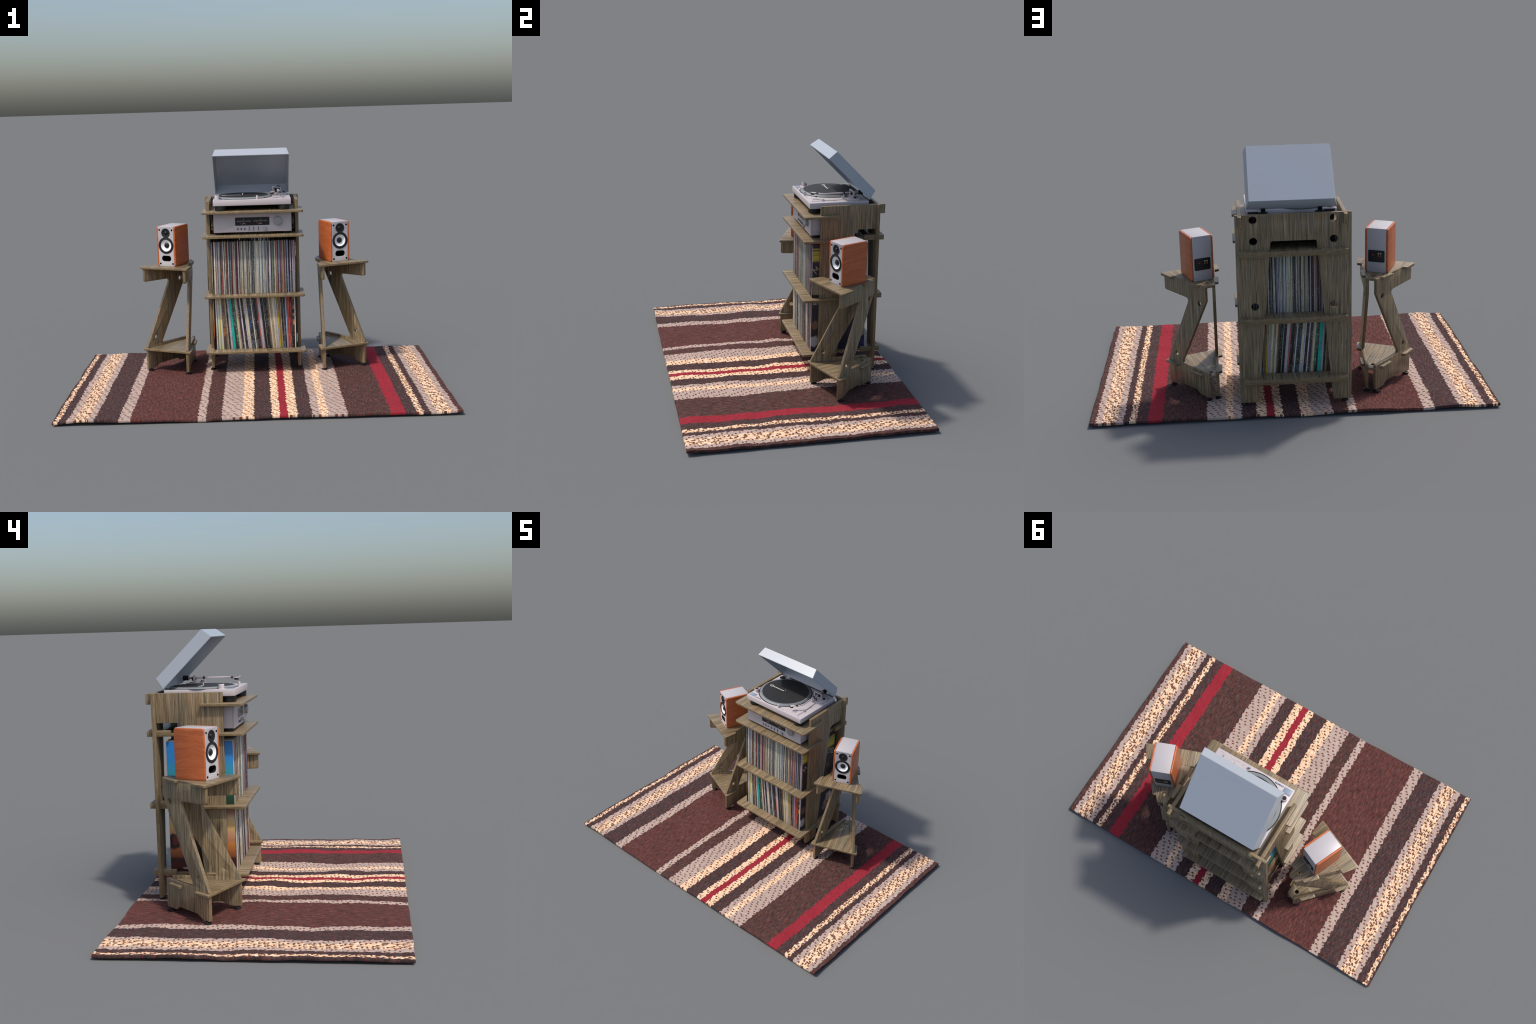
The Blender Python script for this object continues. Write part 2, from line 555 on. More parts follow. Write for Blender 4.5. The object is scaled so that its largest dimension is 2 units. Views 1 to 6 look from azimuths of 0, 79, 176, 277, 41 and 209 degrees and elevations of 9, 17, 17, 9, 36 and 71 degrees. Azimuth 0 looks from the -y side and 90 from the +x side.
def build_rug():
    nx, ny, th = 500, 316, .0140
    bm = bmesh.new()
    e = .004                       # rounded rim
    def grid(zfun):
        return [[bm.verts.new((*edge(x, y), zfun(x, y))) for x in xs] for y in ys]
    def edge(x, y):                # the hem wanders a few millimetres
        sx = .9958 + .0040 * noise.noise(Vector((3.0 * (x > 0), y * 6, 2))) 
        sy = .9945 + .0055 * noise.noise(Vector((x * 6, 3.0 * (y > 0), 7)))
        return x * (1 + (sx - 1) * abs(x)), y * (1 + (sy - 1) * abs(y) / RUG_Y)
    xs = [-RUG_X + e * .4 + (2 * RUG_X - e * .8) * i / nx for i in range(nx + 1)]
    ys = [-RUG_Y + e * .4 + (2 * RUG_Y - e * .8) * j / ny for j in range(ny + 1)]
    base = lambda x, y: max(0.0, rug_wave(x, y))
    knit = lambda x, y: noise.noise(Vector((x * 58, y * 46, 0))) * .0012 + noise.noise(Vector((x * 120, y * 100, 3))) * .0006
    top = grid(lambda x, y: base(x, y) + th + knit(x, y))
    bot = grid(lambda x, y: base(x, y))
    for j in range(ny):
        for i in range(nx):
            bm.faces.new((top[j][i], top[j][i + 1], top[j + 1][i + 1], top[j + 1][i]))
            bm.faces.new((bot[j][i], bot[j + 1][i], bot[j + 1][i + 1], bot[j][i + 1]))
    def rim(ta, ba, push):
        prev = None
        for t, b in zip(ta, ba):
            m1 = bm.verts.new(Vector((t.co.x, t.co.y, t.co.z - th * .25)) + push)
            m2 = bm.verts.new(Vector((b.co.x, b.co.y, b.co.z + th * .2)) + push)
            if prev:
                pt, p1, p2, pb = prev
                bm.faces.new((pt, t, m1, p1)); bm.faces.new((p1, m1, m2, p2)); bm.faces.new((p2, m2, b, pb))
            prev = (t, m1, m2, b)
    d = e * .4
    rim(top[0], bot[0], Vector((0, -d, 0))); rim(top[-1], bot[-1], Vector((0, d, 0)))
    rim([r[0] for r in top], [r[0] for r in bot], Vector((-d, 0, 0)))
    rim([r[-1] for r in top], [r[-1] for r in bot], Vector((d, 0, 0)))
    # close the four corner slits
    bmesh.ops.holes_fill(bm, edges=[ed for ed in bm.edges if ed.is_boundary], sides=8)
    bmesh.ops.recalc_face_normals(bm, faces=bm.faces)
    me = bpy.data.meshes.new('rug')
    bm.to_mesh(me); bm.free()
    smooth_by_angle(me, 60)
    o = obj('rug', me, None, make_rug(STRIPES, RUG_X))
    o['label'] = 'brown knitted rug with cream, taupe and red stripes'
    o['category'] = 'rug'


build_rug()

# --------------------------------------------------------------------------------------
# record cabinet
# --------------------------------------------------------------------------------------
SHELF_T = .0128
SHELF_TOPS = (.1525, .4690, .8032, .9372)
PANEL_X, PANEL_T = .2465, .018            # centre plane and thickness of the side panels
BACK_Y, BACK_T, BACK_CX = .5095, .0155, -.0045

cabinet = thing('record_cabinet', 'slotted plywood record cabinet with overhanging shelves', 'cabinet')


def build_cabinet():
    # side panels: outline in (depth, height); grain runs up
    prof = fillet([(.193, .036, .004), (.288, .036, .004), (.3865, .8515, .022), (.5025, .8515), (.5025, .9370),
                   (.5480, .9370, .001), (.5480, .9872, .002), (.193, .9872, .003)])
    side = board('side_panel', prof, PANEL_T)
    place = Matrix(((0, 0, 1, 0), (1, 0, 0, 0), (0, 1, 0, 0), (0, 0, 0, 1)))   # local x->Y, y->Z, z->X
    for s in (-1, 1):
        o = obj('side_panel', side, cabinet, PLY)
        o.matrix_local = T((s * PANEL_X, 0, 0)) @ place
    # back panel: inverted U with cable holes, grain up
    hw = .2735
    prof = fillet([(-hw, .036, .004), (-.184, .036, .010), (-.1075, .8585, .010), (.1075, .8585, .010),
                   (.184, .036, .010), (hw, .036, .004), (hw, .9888, .002), (-hw, .9888, .002)])
    holes = [circle(s * .1893, z, .0187) for s in (-1, 1) for z in (.9629, .8602, .5357)]
    back = board('back_panel', prof, BACK_T, holes)
    o = obj('back_panel', back, cabinet, PLY)
    o.matrix_local = T((BACK_CX, BACK_Y, 0)) @ Matrix(((1, 0, 0, 0), (0, 0, -1, 0), (0, 1, 0, 0), (0, 0, 0, 1)))
    # shelves
    w, inner = .2782, .2392
    for i, z in enumerate(SHELF_TOPS):
        rear = .500 if i == 3 else .470
        prof = fillet([(-w, .0990, .012), (w, .0990, .012), (w, .2925, .002), (inner, .2925), (inner, rear),
                       (-inner, rear), (-inner, .2925), (-w, .2925, .002)])
        o = obj('shelf', board('shelf', prof, SHELF_T), cabinet, PLY, (0, 0, z - SHELF_T / 2))
        if i < 3:
            rw = .2578
            prof = fillet([(-rw, .4365), (-.2362, .4365), (-.2362, .4675), (.2362, .4675), (.2362, .4365), (rw, .4365),
                           (rw, .5467, .001), (-rw, .5467, .001)])
            obj('shelf_rail', board('shelf_rail', prof, .0268), o, PLY, (0, 0, -SHELF_T / 2 + .0134 - .0004))
    # levelling feet
    foot = lathe('foot', [(0, -.0180), (.0135, -.0180), (.0160, -.0150), (.0160, -.0065), (.0120, -.0038), (.004, -.0030), (.004, .001), (0, .001)], 24)
    for x, y in ((-PANEL_X, .213), (PANEL_X, .213), (BACK_CX - .241, BACK_Y), (BACK_CX + .241, BACK_Y)):
        obj('foot', foot, cabinet, BLACK, (x, y, .036))


build_cabinet()

# --------------------------------------------------------------------------------------
# records
# --------------------------------------------------------------------------------------
K = srgb(24, 23, 25)
PALETTE = {
    'black': (srgb(30, 29, 31), srgb(150, 148, 140), .5, None),
    'dark': (srgb(52, 52, 54), srgb(170, 168, 160), .8, None),
    'white': (srgb(205, 202, 196), srgb(70, 66, 66), .2, None),
    'mint': (srgb(196, 204, 192), srgb(90, 96, 88), .2, None),
    'cream': (srgb(205, 192, 165), srgb(92, 80, 66), .35, None),
    'beige': (srgb(170, 154, 126), srgb(70, 58, 45), .35, None),
    'tan': (srgb(146, 114, 84), srgb(60, 44, 34), .4, None),
    'lilac': (srgb(184, 176, 184), srgb(80, 74, 82), .3, None),
    'grey': (srgb(126, 126, 126), srgb(40, 40, 42), .5, None),
    'slate': (srgb(88, 102, 112), srgb(205, 205, 200), .6, None),
    'sage': (srgb(134, 142, 124), srgb(48, 52, 46), .5, None),
    'yellow': (srgb(196, 178, 44), srgb(80, 66, 20), .2, None),
    'turquoise': (srgb(32, 186, 164), srgb(20, 90, 84), .1, None),
    'green': (srgb(44, 122, 72), srgb(200, 210, 195), .4, None),
    'purple': (srgb(66, 46, 70), srgb(180, 170, 178), .3, None),
    'red': (srgb(186, 70, 54), srgb(220, 170, 150), .4, None),
    'salmon': (srgb(186, 98, 84), srgb(80, 34, 30), .3, None),
    'maroon': (srgb(112, 32, 36), srgb(200, 170, 160), .4, None),
    'blue': (srgb(44, 84, 140), srgb(200, 206, 214), .5, None),
    'pale_blue': (srgb(150, 168, 194), srgb(48, 56, 74), .4, None),
    'brown_mix': (srgb(92, 70, 54), srgb(190, 172, 156), .6, srgb(164, 102, 52)),
    'black_mix': (srgb(34, 32, 32), srgb(170, 170, 166), .5, srgb(44, 84, 116)),
    'fire_mix': (srgb(34, 26, 22), srgb(190, 150, 90), .7, srgb(186, 110, 50)),
    'red_mix': (srgb(160, 50, 46), srgb(200, 190, 180), .5, srgb(84, 56, 56)),
    'speckle': (srgb(72, 74, 74), srgb(190, 188, 180), .8, srgb(130, 128, 120)),
    'mauve': (srgb(100, 66, 88), srgb(60, 30, 50), .3, None),
    'rust': (srgb(140, 92, 72), srgb(60, 38, 30), .3, None),
    'dust_red': (srgb(150, 70, 66), srgb(210, 190, 180), .3, None),
    'wine': (srgb(94, 38, 44), srgb(190, 160, 150), .2, None),
    'ash': (srgb(146, 146, 142), srgb(70, 70, 70), .3, None),
    'stone': (srgb(170, 164, 150), srgb(90, 84, 76), .3, None),
    'steel': (srgb(112, 124, 134), srgb(60, 66, 74), .3, None),
    'fog': (srgb(184, 190, 190), srgb(96, 100, 104), .3, None),
    'ink': (srgb(50, 52, 60), srgb(150, 150, 150), .3, None),
    'olive': (srgb(126, 118, 82), srgb(64, 58, 40), .3, None),
    'navy': (srgb(48, 62, 104), srgb(160, 166, 180), .3, None),
    'brown_worn': (srgb(98, 78, 62), srgb(170, 150, 130), .4, srgb(146, 108, 74)),
    'dark_worn': (srgb(52, 52, 54), srgb(150, 148, 144), .5, srgb(110, 112, 110)),
}
SPINE = {n: make_spine('sleeve_' + n, *a[:3], blotch=a[3]) for n, a in PALETTE.items()}

REC_H, REC_D, REC_Y0 = .297, .3075, .157
sleeve_mesh = {}


def sleeve(th):
    """Slightly bowed, bevelled card sleeve; origin at the bottom front centre."""
    key = round(th, 4)
    if key not in sleeve_mesh:
        sleeve_mesh[key] = box('record', (th, REC_D, REC_H), min(.0009, th * .22), (0, REC_D / 2, REC_H / 2), 2)
    return sleeve_mesh[key]


def add_record(parent, x, z, th, colour, lean=0.0, mat=None, fan=0.0, tall=1.0):
    me = sleeve(th)
    o = bpy.data.objects.new('record', me)
    bpy.context.scene.collection.objects.link(o)
    if not me.materials:
        me.materials.append(SPINE['white'])
    o.parent = parent
    o.location = (x, REC_Y0 + rng.uniform(-.0016, .0022), z + .0004)
    o.rotation_euler = (0, lean, fan)
    h = tall * (1 + rng.uniform(-.014, .004))
    o.scale = (1, 1, h)
    o.material_slots[0].link = 'OBJECT'
    o.material_slots[0].material = mat or SPINE[colour]
    return o


BLUE_ART = make_sleeve_art('sleeve_art_sea', [(.0, srgb(26, 54, 40)), (.12, srgb(28, 72, 52)), (.34, srgb(52, 142, 130)),
                           (.55, srgb(46, 142, 172)), (.72, srgb(34, 124, 190)), (1.0, srgb(28, 112, 186))], 0, REC_H, .02)
SUNSET_ART = make_sleeve_art('sleeve_art_sunset', [(.0, srgb(46, 20, 20)), (.10, srgb(78, 28, 24)), (.16, srgb(60, 24, 24)),
                             (.215, srgb(70, 30, 26)), (.235, srgb(128, 68, 36)), (.45, srgb(190, 118, 56)), (.50, srgb(170, 116, 84)),
                             (.62, srgb(186, 140, 104)), (.70, srgb(196, 160, 98)), (.84, srgb(190, 164, 124)),
                             (.93, srgb(150, 106, 84)), (1.0, srgb(142, 96, 80))], 0, REC_H, .006,
                             [(.290, .141, .034, .036, srgb(38, 26, 28), .2), (.281, .147, .014, .022, srgb(108, 34, 32), .4),
                              (.171, .105, .024, .065, srgb(30, 24, 24), .15), (.195, .170, .012, .018, srgb(110, 50, 34), .3)])
HOTEL_ART = make_sleeve_art('sleeve_art_yellow', [(.0, srgb(40, 34, 36)), (.69, srgb(46, 42, 48)), (.70, srgb(120, 108, 34)),
                            (.73, srgb(172, 158, 54)), (.80, srgb(186, 170, 60)), (.83, srgb(150, 136, 46)), (.88, srgb(184, 168, 60)),
                            (.92, srgb(74, 66, 36)), (.945, srgb(190, 176, 70)), (.965, srgb(26, 30, 44)), (1.0, srgb(24, 26, 38))],
                            0, REC_H, .002, [(.25, .08, .016, .014, srgb(110, 62, 38), .5)])
FACE_ART = make_sleeve_art('sleeve_art_portrait', [(.0, srgb(34, 34, 58)), (.25, srgb(30, 28, 40)), (1.0, srgb(28, 26, 32))],
                           0, REC_H, .02, [(.268, .112, .040, .052, srgb(160, 130, 118), .16),
                                           (.290, .138, .013, .028, srgb(182, 168, 168), .3),
                                           (.236, .062, .020, .024, srgb(124, 98, 98), .3),
                                           (.228, .145, .022, .040, srgb(30, 28, 40), .2),
                                           (.262, .092, .016, .008, srgb(92, 52, 56), .4),
                                           (.022, .155, .018, .026, srgb(110, 80, 70), .3),
                                           (.018, .062, .022, .036, srgb(158, 160, 168), .2),
                                           (.012, .105, .018, .02, srgb(34, 30, 36), .2),
                                           (.285, .030, .03, .03, srgb(48, 44, 84), .4)])


def build_records():
    # ---- upper row: tightly packed thin sleeves
    z = SHELF_TOPS[1]
    row = thing('record_row', 'row of tightly packed vinyl records in worn sleeves', 'records', (0, 0, 0))
    zones = [(-.2345, -.12, ['tan', 'dust_red', 'white', 'black', 'wine', 'lilac', 'rust', 'stone', 'steel', 'ash', 'cream', 'dark', 'fog', 'brown_worn', 'ink', 'salmon']),
             (-.12, -.08, ['ash', 'wine', 'dust_red', 'fog', 'lilac', 'navy', 'stone', 'ink', 'white']),
             (-.08, .02, ['mint', 'sage', 'cream', 'ash', 'steel', 'fog', 'stone', 'dark', 'white', 'olive', 'ink', 'beige', 'dark_worn']),
             (.02, .13, ['lilac', 'sage', 'steel', 'mint', 'white', 'fog', 'rust', 'stone', 'dark', 'ash', 'olive', 'cream', 'ink']),
             (.13, .236, ['pale_blue', 'purple', 'tan', 'lilac', 'dark', 'beige', 'steel', 'ash', 'brown_worn', 'fog', 'ink', 'dust_red', 'white', 'mauve'])]
    x, prev = -.2350, None
    first = add_record(row, x + .0007, z, .0012, 'tan', 0, BLUE_ART)
    add_record(row, x + .0034, z, .0036, 'cream')
    x += .0056
    while x < .2290:
        th = rng.choice((.0024, .0028, .0032, .0036, .0042, .0048, .0058))
        zone = next(c for a, b, c in zones if x < b)
        col = rng.choice([c for c in zone if c != prev])
        prev = col
        add_record(row, x + th / 2, z, th, col, math.radians(rng.uniform(-.55, .4)), fan=math.radians(rng.uniform(-.15, .15)))
        x += th + rng.uniform(.0001, .0006)
    last = add_record(row, .2335, z, .0042, 'black', 0, HOTEL_ART)
    # title lettering on the outer sleeve, slanting up to the rear
    pale = plain('title_print', srgb(176, 168, 132), .5)
    face = Matrix(((0, 0, 1, 0), (1, 0, 0, 0), (0, 1, 0, 0), (0, 0, 0, 1)))
    for txt, y, zz, size, ang, sx in (('M', .179, .626, .054, 40, .85), ('OTEL', .4275, .640, .052, -20, .62)):
        o = obj('title_lettering', lettering('title_lettering', txt, size, .0003), row, pale)
        o.matrix_local = T((.2358, y, zz)) @ face @ RZ(math.radians(ang)) @ Matrix.Diagonal((sx, 1, 1, 1))
    # ---- lower row: fewer, thicker, leaning to the left in the middle
    row = thing('record_row', 'row of leaning vinyl records with coloured spines', 'records', (0, 0, 0))
    z = SHELF_TOPS[0]
    order = [('black', 5), ('white', 6), ('tan', 4), ('mint', 7), ('yellow', 6), ('mint', 8), ('brown_mix', 9), ('speckle', 5),
             ('tan', 4), ('beige', 5), ('black', 7), ('lilac', 9), ('turquoise', 12), ('dark', 7), ('speckle', 5), ('green', 4),
             ('cream', 8), ('beige', 4), ('purple', 9), ('white', 6), ('black', 10), ('lilac', 6), ('cream', 10), ('black_mix', 8),
             ('dark', 8), ('white', 5), ('speckle', 6), ('black', 7), ('dark', 6), ('salmon', 5), ('lilac', 12), ('black', 8), ('sage', 4),
             ('black', 9), ('dark', 5), ('tan', 4), ('cream', 8), ('beige', 5), ('cream', 9), ('mint', 3), ('lilac', 7), ('yellow', 5),
             ('tan', 6), ('beige', 4), ('black_mix', 6), ('grey', 4), ('black', 5), ('pale_blue', 6), ('salmon', 4), ('red', 7),
             ('red_mix', 5), ('dark', 4), ('fire_mix', 8), ('white', 5)]
    total = sum(w for _, w in order)
    x0, x1 = -.2260, .2265
    x = x0
    for name, w in order:
        th = w / total * (x1 - x0)
        u = (x - x0) / (x1 - x0)
        lean = -math.radians(5.6) * max(0.0, math.sin(math.pi * min(1, u * 1.04) ** .95)) ** .8
        add_record(row, x + th / 2, z + .0002, th - .0004, name, lean, tall=1.024)
        x += th
    add_record(row, -.2322, z, .0046, 'tan', 0, SUNSET_ART, tall=1.012)
    add_record(row, .2328, z, .0046, 'black', 0, FACE_ART, tall=1.012)
    for txt, side, y, zz, size in (('SIM', 1, .183, .436, .031), ('THE', -1, .396, .168, .014)):
        o = obj('title_lettering', lettering('title_lettering', txt, size, .0003), row, PRINT_WHITE)
        mx = face if side > 0 else Matrix(((0, 0, -1, 0), (-1, 0, 0, 0), (0, 1, 0, 0), (0, 0, 0, 1)))
        o.matrix_local = T((side * .2353, y, zz)) @ mx


build_records()

# --------------------------------------------------------------------------------------
# turntable
# --------------------------------------------------------------------------------------
def build_turntable():
    tt = thing('turntable', 'silver direct drive turntable with open lid', 'turntable', (0, 0, .9380))
    TX, Y0, Y1 = .2145, .1402, .4690
    Z0, Z1 = .9655, .9982
    W = lambda z: z - .9380                        # world height -> local height
    me = span('plinth', (-TX, TX), (Y0, Y1), (W(Z0), W(Z1)), .003)
    plinth = obj('plinth', me, tt, SILVER)
    me = span('base', (-TX + .06, TX - .06), (Y0 + .10, Y1 - .03), (W(Z0) - .004, W(Z0) + .001), .001)
    obj('base', me, tt, SATIN_BLACK)
    foot = lathe('foot', [(0, 0), (.030, 0), (.032, .002), (.032, .026), (0, .026)], 40)
    for x in (-.174, .174):
        for y in (.174, .434):
            obj('foot', foot, tt, BLACK, (x, y, 0))
    # platter
    pc = (-.052, .3150)
    gap = lathe('platter_well', [(.158, .0003), (.1665, .0003), (.1665, .0010), (.1655, .0012), (.158, .0012)], 96)
    obj('platter_well', gap, tt, SATIN_BLACK, (*pc, W(Z1)))
    plat = lathe('platter', [(0, .0002), (.1605, .0002), (.1612, .0016), (.1600, .0024), (.1530, .0080), (.1520, .0088),
                             (.1460, .0094), (.1440, .0094), (0, .0094)], 96)
    platter = obj('platter', plat, tt, RING, (*pc, W(Z1)))
    dot = box('dot', (.0022, .0012, .0010), .0002, segs=1)
    dots = []
    for row in range(4):
        f = (row + .5) / 4
        r, h = .1600 - .0070 * f, .0024 + .0056 * f
        n = 150
        for i in range(n):
            a = 2 * math.pi * (i + .5 * (row % 2)) / n
            dots.append((dot, RZ(a) @ T((r, 0, h)) @ RY(math.atan2(.0056, .0070)) @ RZ(math.pi / 2)))
    o = obj('strobe_dots', joined('strobe_dots', dots), platter, STUD)
    o['kind'] = 'stuff'
    mat = lathe('slipmat', [(0, .0094), (.1435, .0094), (.1440, .0102), (.1432, .0112), (0, .0112)], 96)
    obj('slipmat', mat, platter, MAT_FELT)
    # pale mark on the mat: a bar with an oval badge at its outer end
    bar = box('mat_mark', (.086, .0062, .0006), .0002, (-.053, -.0055, .0114), 1)
    obj('mat_mark', bar, platter, PRINT_WHITE)
    ring = board('mat_badge', [Vector((-.106 + .0135 * math.cos(a), -.005 + .0105 * math.sin(a))) for a in [i * math.pi / 16 for i in range(32)]],
                 .0006, [[Vector((-.106 + .0105 * math.cos(a), -.005 + .0078 * math.sin(a))) for a in [i * math.pi / 16 for i in range(32)]]], .0001)
    obj('mat_badge', ring, platter, PRINT_WHITE, (0, 0, .0114))
    obj('mat_badge', box('mat_badge_bar', (.018, .0022, .0006), 0, (-.106, -.005, .0114)), platter, PRINT_WHITE, (0, 0, 0))
    obj('spindle', lathe('spindle', [(.0035, .011), (.0035, .018), (.0022, .0205), (0, .0210)], 20), platter, CHROME)
    # controls
    top = W(Z1)
    obj('start_button', span('start_button', (-.2045, -.1655), (.1515, .1800), (top - .001, top + .0016), .0006), tt, BLUE_BTN)
    obj('start_button_frame', span('start_button_frame', (-.2060, -.1640), (.1500, .1815), (top - .001, top + .0006), .0003), tt, PRINT_DARK)
    obj('speed_button_frame', span('speed_button_frame', (-.1585, -.1115), (.1495, .1575), (top - .001, top + .0006), .0003), tt, PRINT_DARK)
    for x in (-.1465, -.1235):
        obj('speed_button', span('speed_button', (x - .0095, x + .0095), (.1508, .1562), (top - .001, top + .0015), .0005), tt, BLUE_BTN)
    knob = lathe('strobe_knob', [(0, 0), (.0150, 0), (.0150, .001), (.0138, .002), (.0138, .0205), (.0128, .0222), (.0105, .0222)], 40)
    k = obj('strobe_knob', knob, tt, SILVER, (-.1925, .2060, top))
    obj('strobe_cap', cyl('strobe_cap', .0106, .0014), k, SATIN_BLACK, (0, 0, .0212))
    obj('strobe_window', box('strobe_window', (.006, .011, .013), .001), k, RED_LAMP, (.0115, .0065, .0085), (0, 0, .5))
    obj('adaptor_recess', lathe('adaptor_recess', [(0, 0), (.0185, 0), (.0185, .0012), (.0170, .0016), (.0150, .0008), (.004, .0010), (.003, .0028), (0, .0030)], 40),
        tt, SATIN_BLACK, (-.1845, .4420, top))
    obj('stylus_lamp', lathe('stylus_lamp', [(0, 0), (.0058, 0), (.0058, .0185), (.0050, .0200), (0, .0200)], 24), tt, SILVER, (.0297, .1545, top))
    obj('lamp_button', span('lamp_button', (.066, .083), (.205, .213), (top, top + .004), .001), tt, SATIN_BLACK)
    # pitch slider
    obj('pitch_slot', span('pitch_slot', (.1702, .1730), (.1600, .3000), (top - .001, top + .0005), .0002), tt, PRINT_DARK)
    for i in range(9):
        obj('pitch_mark', span('pitch_mark', (.1790, .1840), (.165 + .016 * i, .1656 + .016 * i), (top - .001, top + .0004), 0), tt, PRINT_GREY)
    obj('pitch_rail', span('pitch_rail', (.1758, .1768), (.1600, .2950), (top - .001, top + .0005), 0), tt, PRINT_GREY)
    obj('pitch_knob', box('pitch_knob', (.018, .012, .009), .002, (0, 0, .0045)), tt, CHROME, (.1717, .2234, top))
    obj('pitch_lamp', cyl('pitch_lamp', .0022, .0014), tt, PRINT_DARK, (.1401, .1779, top))
    obj('front_lettering', lettering('front_lettering', '-------------', .009, .0002), tt, PRINT_GREY, (.100, .1560, top + .0003))
    obj('front_badge', lathe('front_badge', [(.0034, 0), (.0044, 0), (.0044, .0005), (.0034, .0005)], 24), tt, PRINT_GREY, (.0650, .1570, top))
    obj('model_lettering', lettering('model_lettering', '------', .008, .0002), tt, PRINT_DARK, (.185, .1530, top + .0003))
    # tonearm assembly
    arm = obj('tonearm_base', lathe('tonearm_base', [(0, 0), (.043, 0), (.044, .001), (.044, .0085), (.0425, .0100), (0, .0100)], 48), tt, SILVER, (.1560, .3930, top))
    def part(name, me, mat, loc=(0, 0, 0), rot=(0, 0, 0)):
        return obj(name, me, arm, mat, loc, rot)
    part('height_ring', lathe('height_ring', [(0, .009), (.030, .009), (.030, .0135), (.028, .0150), (0, .0150)], 40), SILVER, (-.006, -.004, 0))
    # gimbal frame
    out = fillet([(-.026, .010, .002), (.026, .010, .002), (.026, .040, .008), (-.012, .048, .006), (-.026, .048, .002)])
    hole = fillet([(-.020, .018, .003), (.021, .018, .003), (.021, .037, .006), (-.012, .042, .004), (-.020, .042, .002)])
    gim = part('gimbal', board('gimbal', out, .012, [hole]), SILVER, (-.014, .000, 0))
    gim.rotation_euler = (math.pi / 2, 0, math.radians(8))
    part('gimbal_core', box('gimbal_core', (.026, .020, .018), .003), SATIN_BLACK, (-.012, .002, .030))
    part('adjust_knob', cyl('adjust_knob', .0072, .008), SATIN_BLACK, (.0260, .0060, .0100))
    part('lift_arm', box('lift_arm', (.012, .044, .006), .002), SILVER, (-.016, -.036, .012), (0, 0, -.15))
    part('lift_lever', tube('lift_lever', [(-.004, -.028, .016), (.004, -.040, .018), (.012, -.046, .016)], .0022), SATIN_BLACK)
    part('arm_rest_post', cyl('arm_rest_post', .0025, .024, .0005), SILVER, (-.0095, -.0470, .008))
    part('arm_clip', box('arm_clip', (.010, .008, .014), .0015), SATIN_BLACK, (-.0095, -.0470, .0350))
    part('lift_platform', tube('lift_platform', [(-.030, -.040, .021), (-.018, -.036, .022), (-.004, -.034, .021)], .0022), SATIN_BLACK)
    zt = .0345
    part('arm_tube', tube('arm_tube', [(-.011, .012, zt), (-.010, -.02, zt), (-.0085, -.07, zt), (-.003, -.125, zt), (-.003, -.160, zt), (-.014, -.182, zt - .0006), (-.022, -.190, zt - .001)], .0040), SILVER)
    part('arm_collar', cyl('arm_collar', .0056, .010), SATIN_BLACK, (-.0180, -.1860, zt - .001), (math.pi / 2, 0, -.82))
    shell = board('headshell', fillet([(-.0075, 0, .002), (.0075, 0, .002), (.0095, .020, .004), (.004, .030, .002), (-.004, .030, .002), (-.0095, .020, .004)]), .004)
    part('headshell', shell, SILVER, (-.0500, -.2190, zt - .001), (0, 0, -.70))
    part('cartridge', box('cartridge', (.014, .018, .009), .001), SATIN_BLACK, (-.0445, -.2135, zt - .0072), (0, 0, -.70))
    part('finger_lift', tube('finger_lift', [(-.041, -.221, zt), (-.034, -.228, zt + .004), (-.030, -.231, zt + .008)], .0012), SILVER)
    part('counterweight_stub', cyl('counterweight_stub', .0055, .016), SILVER, (-.0095, .027, zt), (math.pi / 2, 0, 0))
    cw = lathe('counterweight', [(0, 0), (.010, 0), (.0125, .0015), (.0125, .0045), (.0120, .005), (.0120, .019), (.0132, .020), (.0132, .026), (.012, .028), (0, .028)], 36)
    part('counterweight', cw, SATIN_BLACK, (-.0060, .0300, zt), (-math.pi / 2, 0, -.10))
    part('weight_dial', lathe('weight_dial', [(.009, -.002), (.0105, -.002), (.0105, .0005), (.009, .0005)], 30), SILVER, (-.0060, .0300, zt), (-math.pi / 2, 0, -.10))
    # lid: a shallow tapered shell, hinged at the rear edge and open by 45 degrees
    L, H, tap_y, tap_x, th = .3290, .0590, .0095, .0125, .0022
    bm = bmesh.new()
    def ring(dx, y0, y1, z):
        return [bm.verts.new(v) for v in ((-dx, y0, z), (dx, y0, z), (dx, y1, z), (-dx, y1, z))]
    hx = .2135
    a = ring(hx, -L, 0, 0); b = ring(hx - tap_x, -L + tap_y, -tap_y, H)
    c = ring(hx - tap_x - th, -L + tap_y + th, -tap_y - th, H - th); d = ring(hx - th, -L + th, -th, 0)
    def band(p, q):
        for i in range(4):
            j = (i + 1) % 4
            bm.faces.new((p[i], p[j], q[j], q[i]))
    band(a, b); bm.faces.new(b); band(d, c); bm.faces.new(c); band(a, d)
    bmesh.ops.recalc_face_normals(bm, faces=bm.faces)
    ed = [e for e in bm.edges if (e.verts[0] in a + b and e.verts[1] in a + b)]
    bmesh.ops.bevel(bm, geom=ed, offset=.0016, segments=2, affect='EDGES')
    me = bpy.data.meshes.new('lid'); bm.to_mesh(me); bm.free()
    smooth_by_angle(me, 48)
    lid = obj('lid', me, tt, LID, (0, .4722, W(1.0020)), (-math.radians(45.0), 0, 0))
    for x in (-.1345, .1325):
        h = obj('hinge', span('hinge', (-.021, .021), (-.004, .007), (-.032, -.0105), .001), tt, SATIN_BLACK, (x, .4690, W(1.000)))
        obj('hinge_arm', box('hinge_arm', (.020, .007, .022), .001), h, SATIN_BLACK, (0, .0045, -.001), (math.radians(-28), 0, 0))
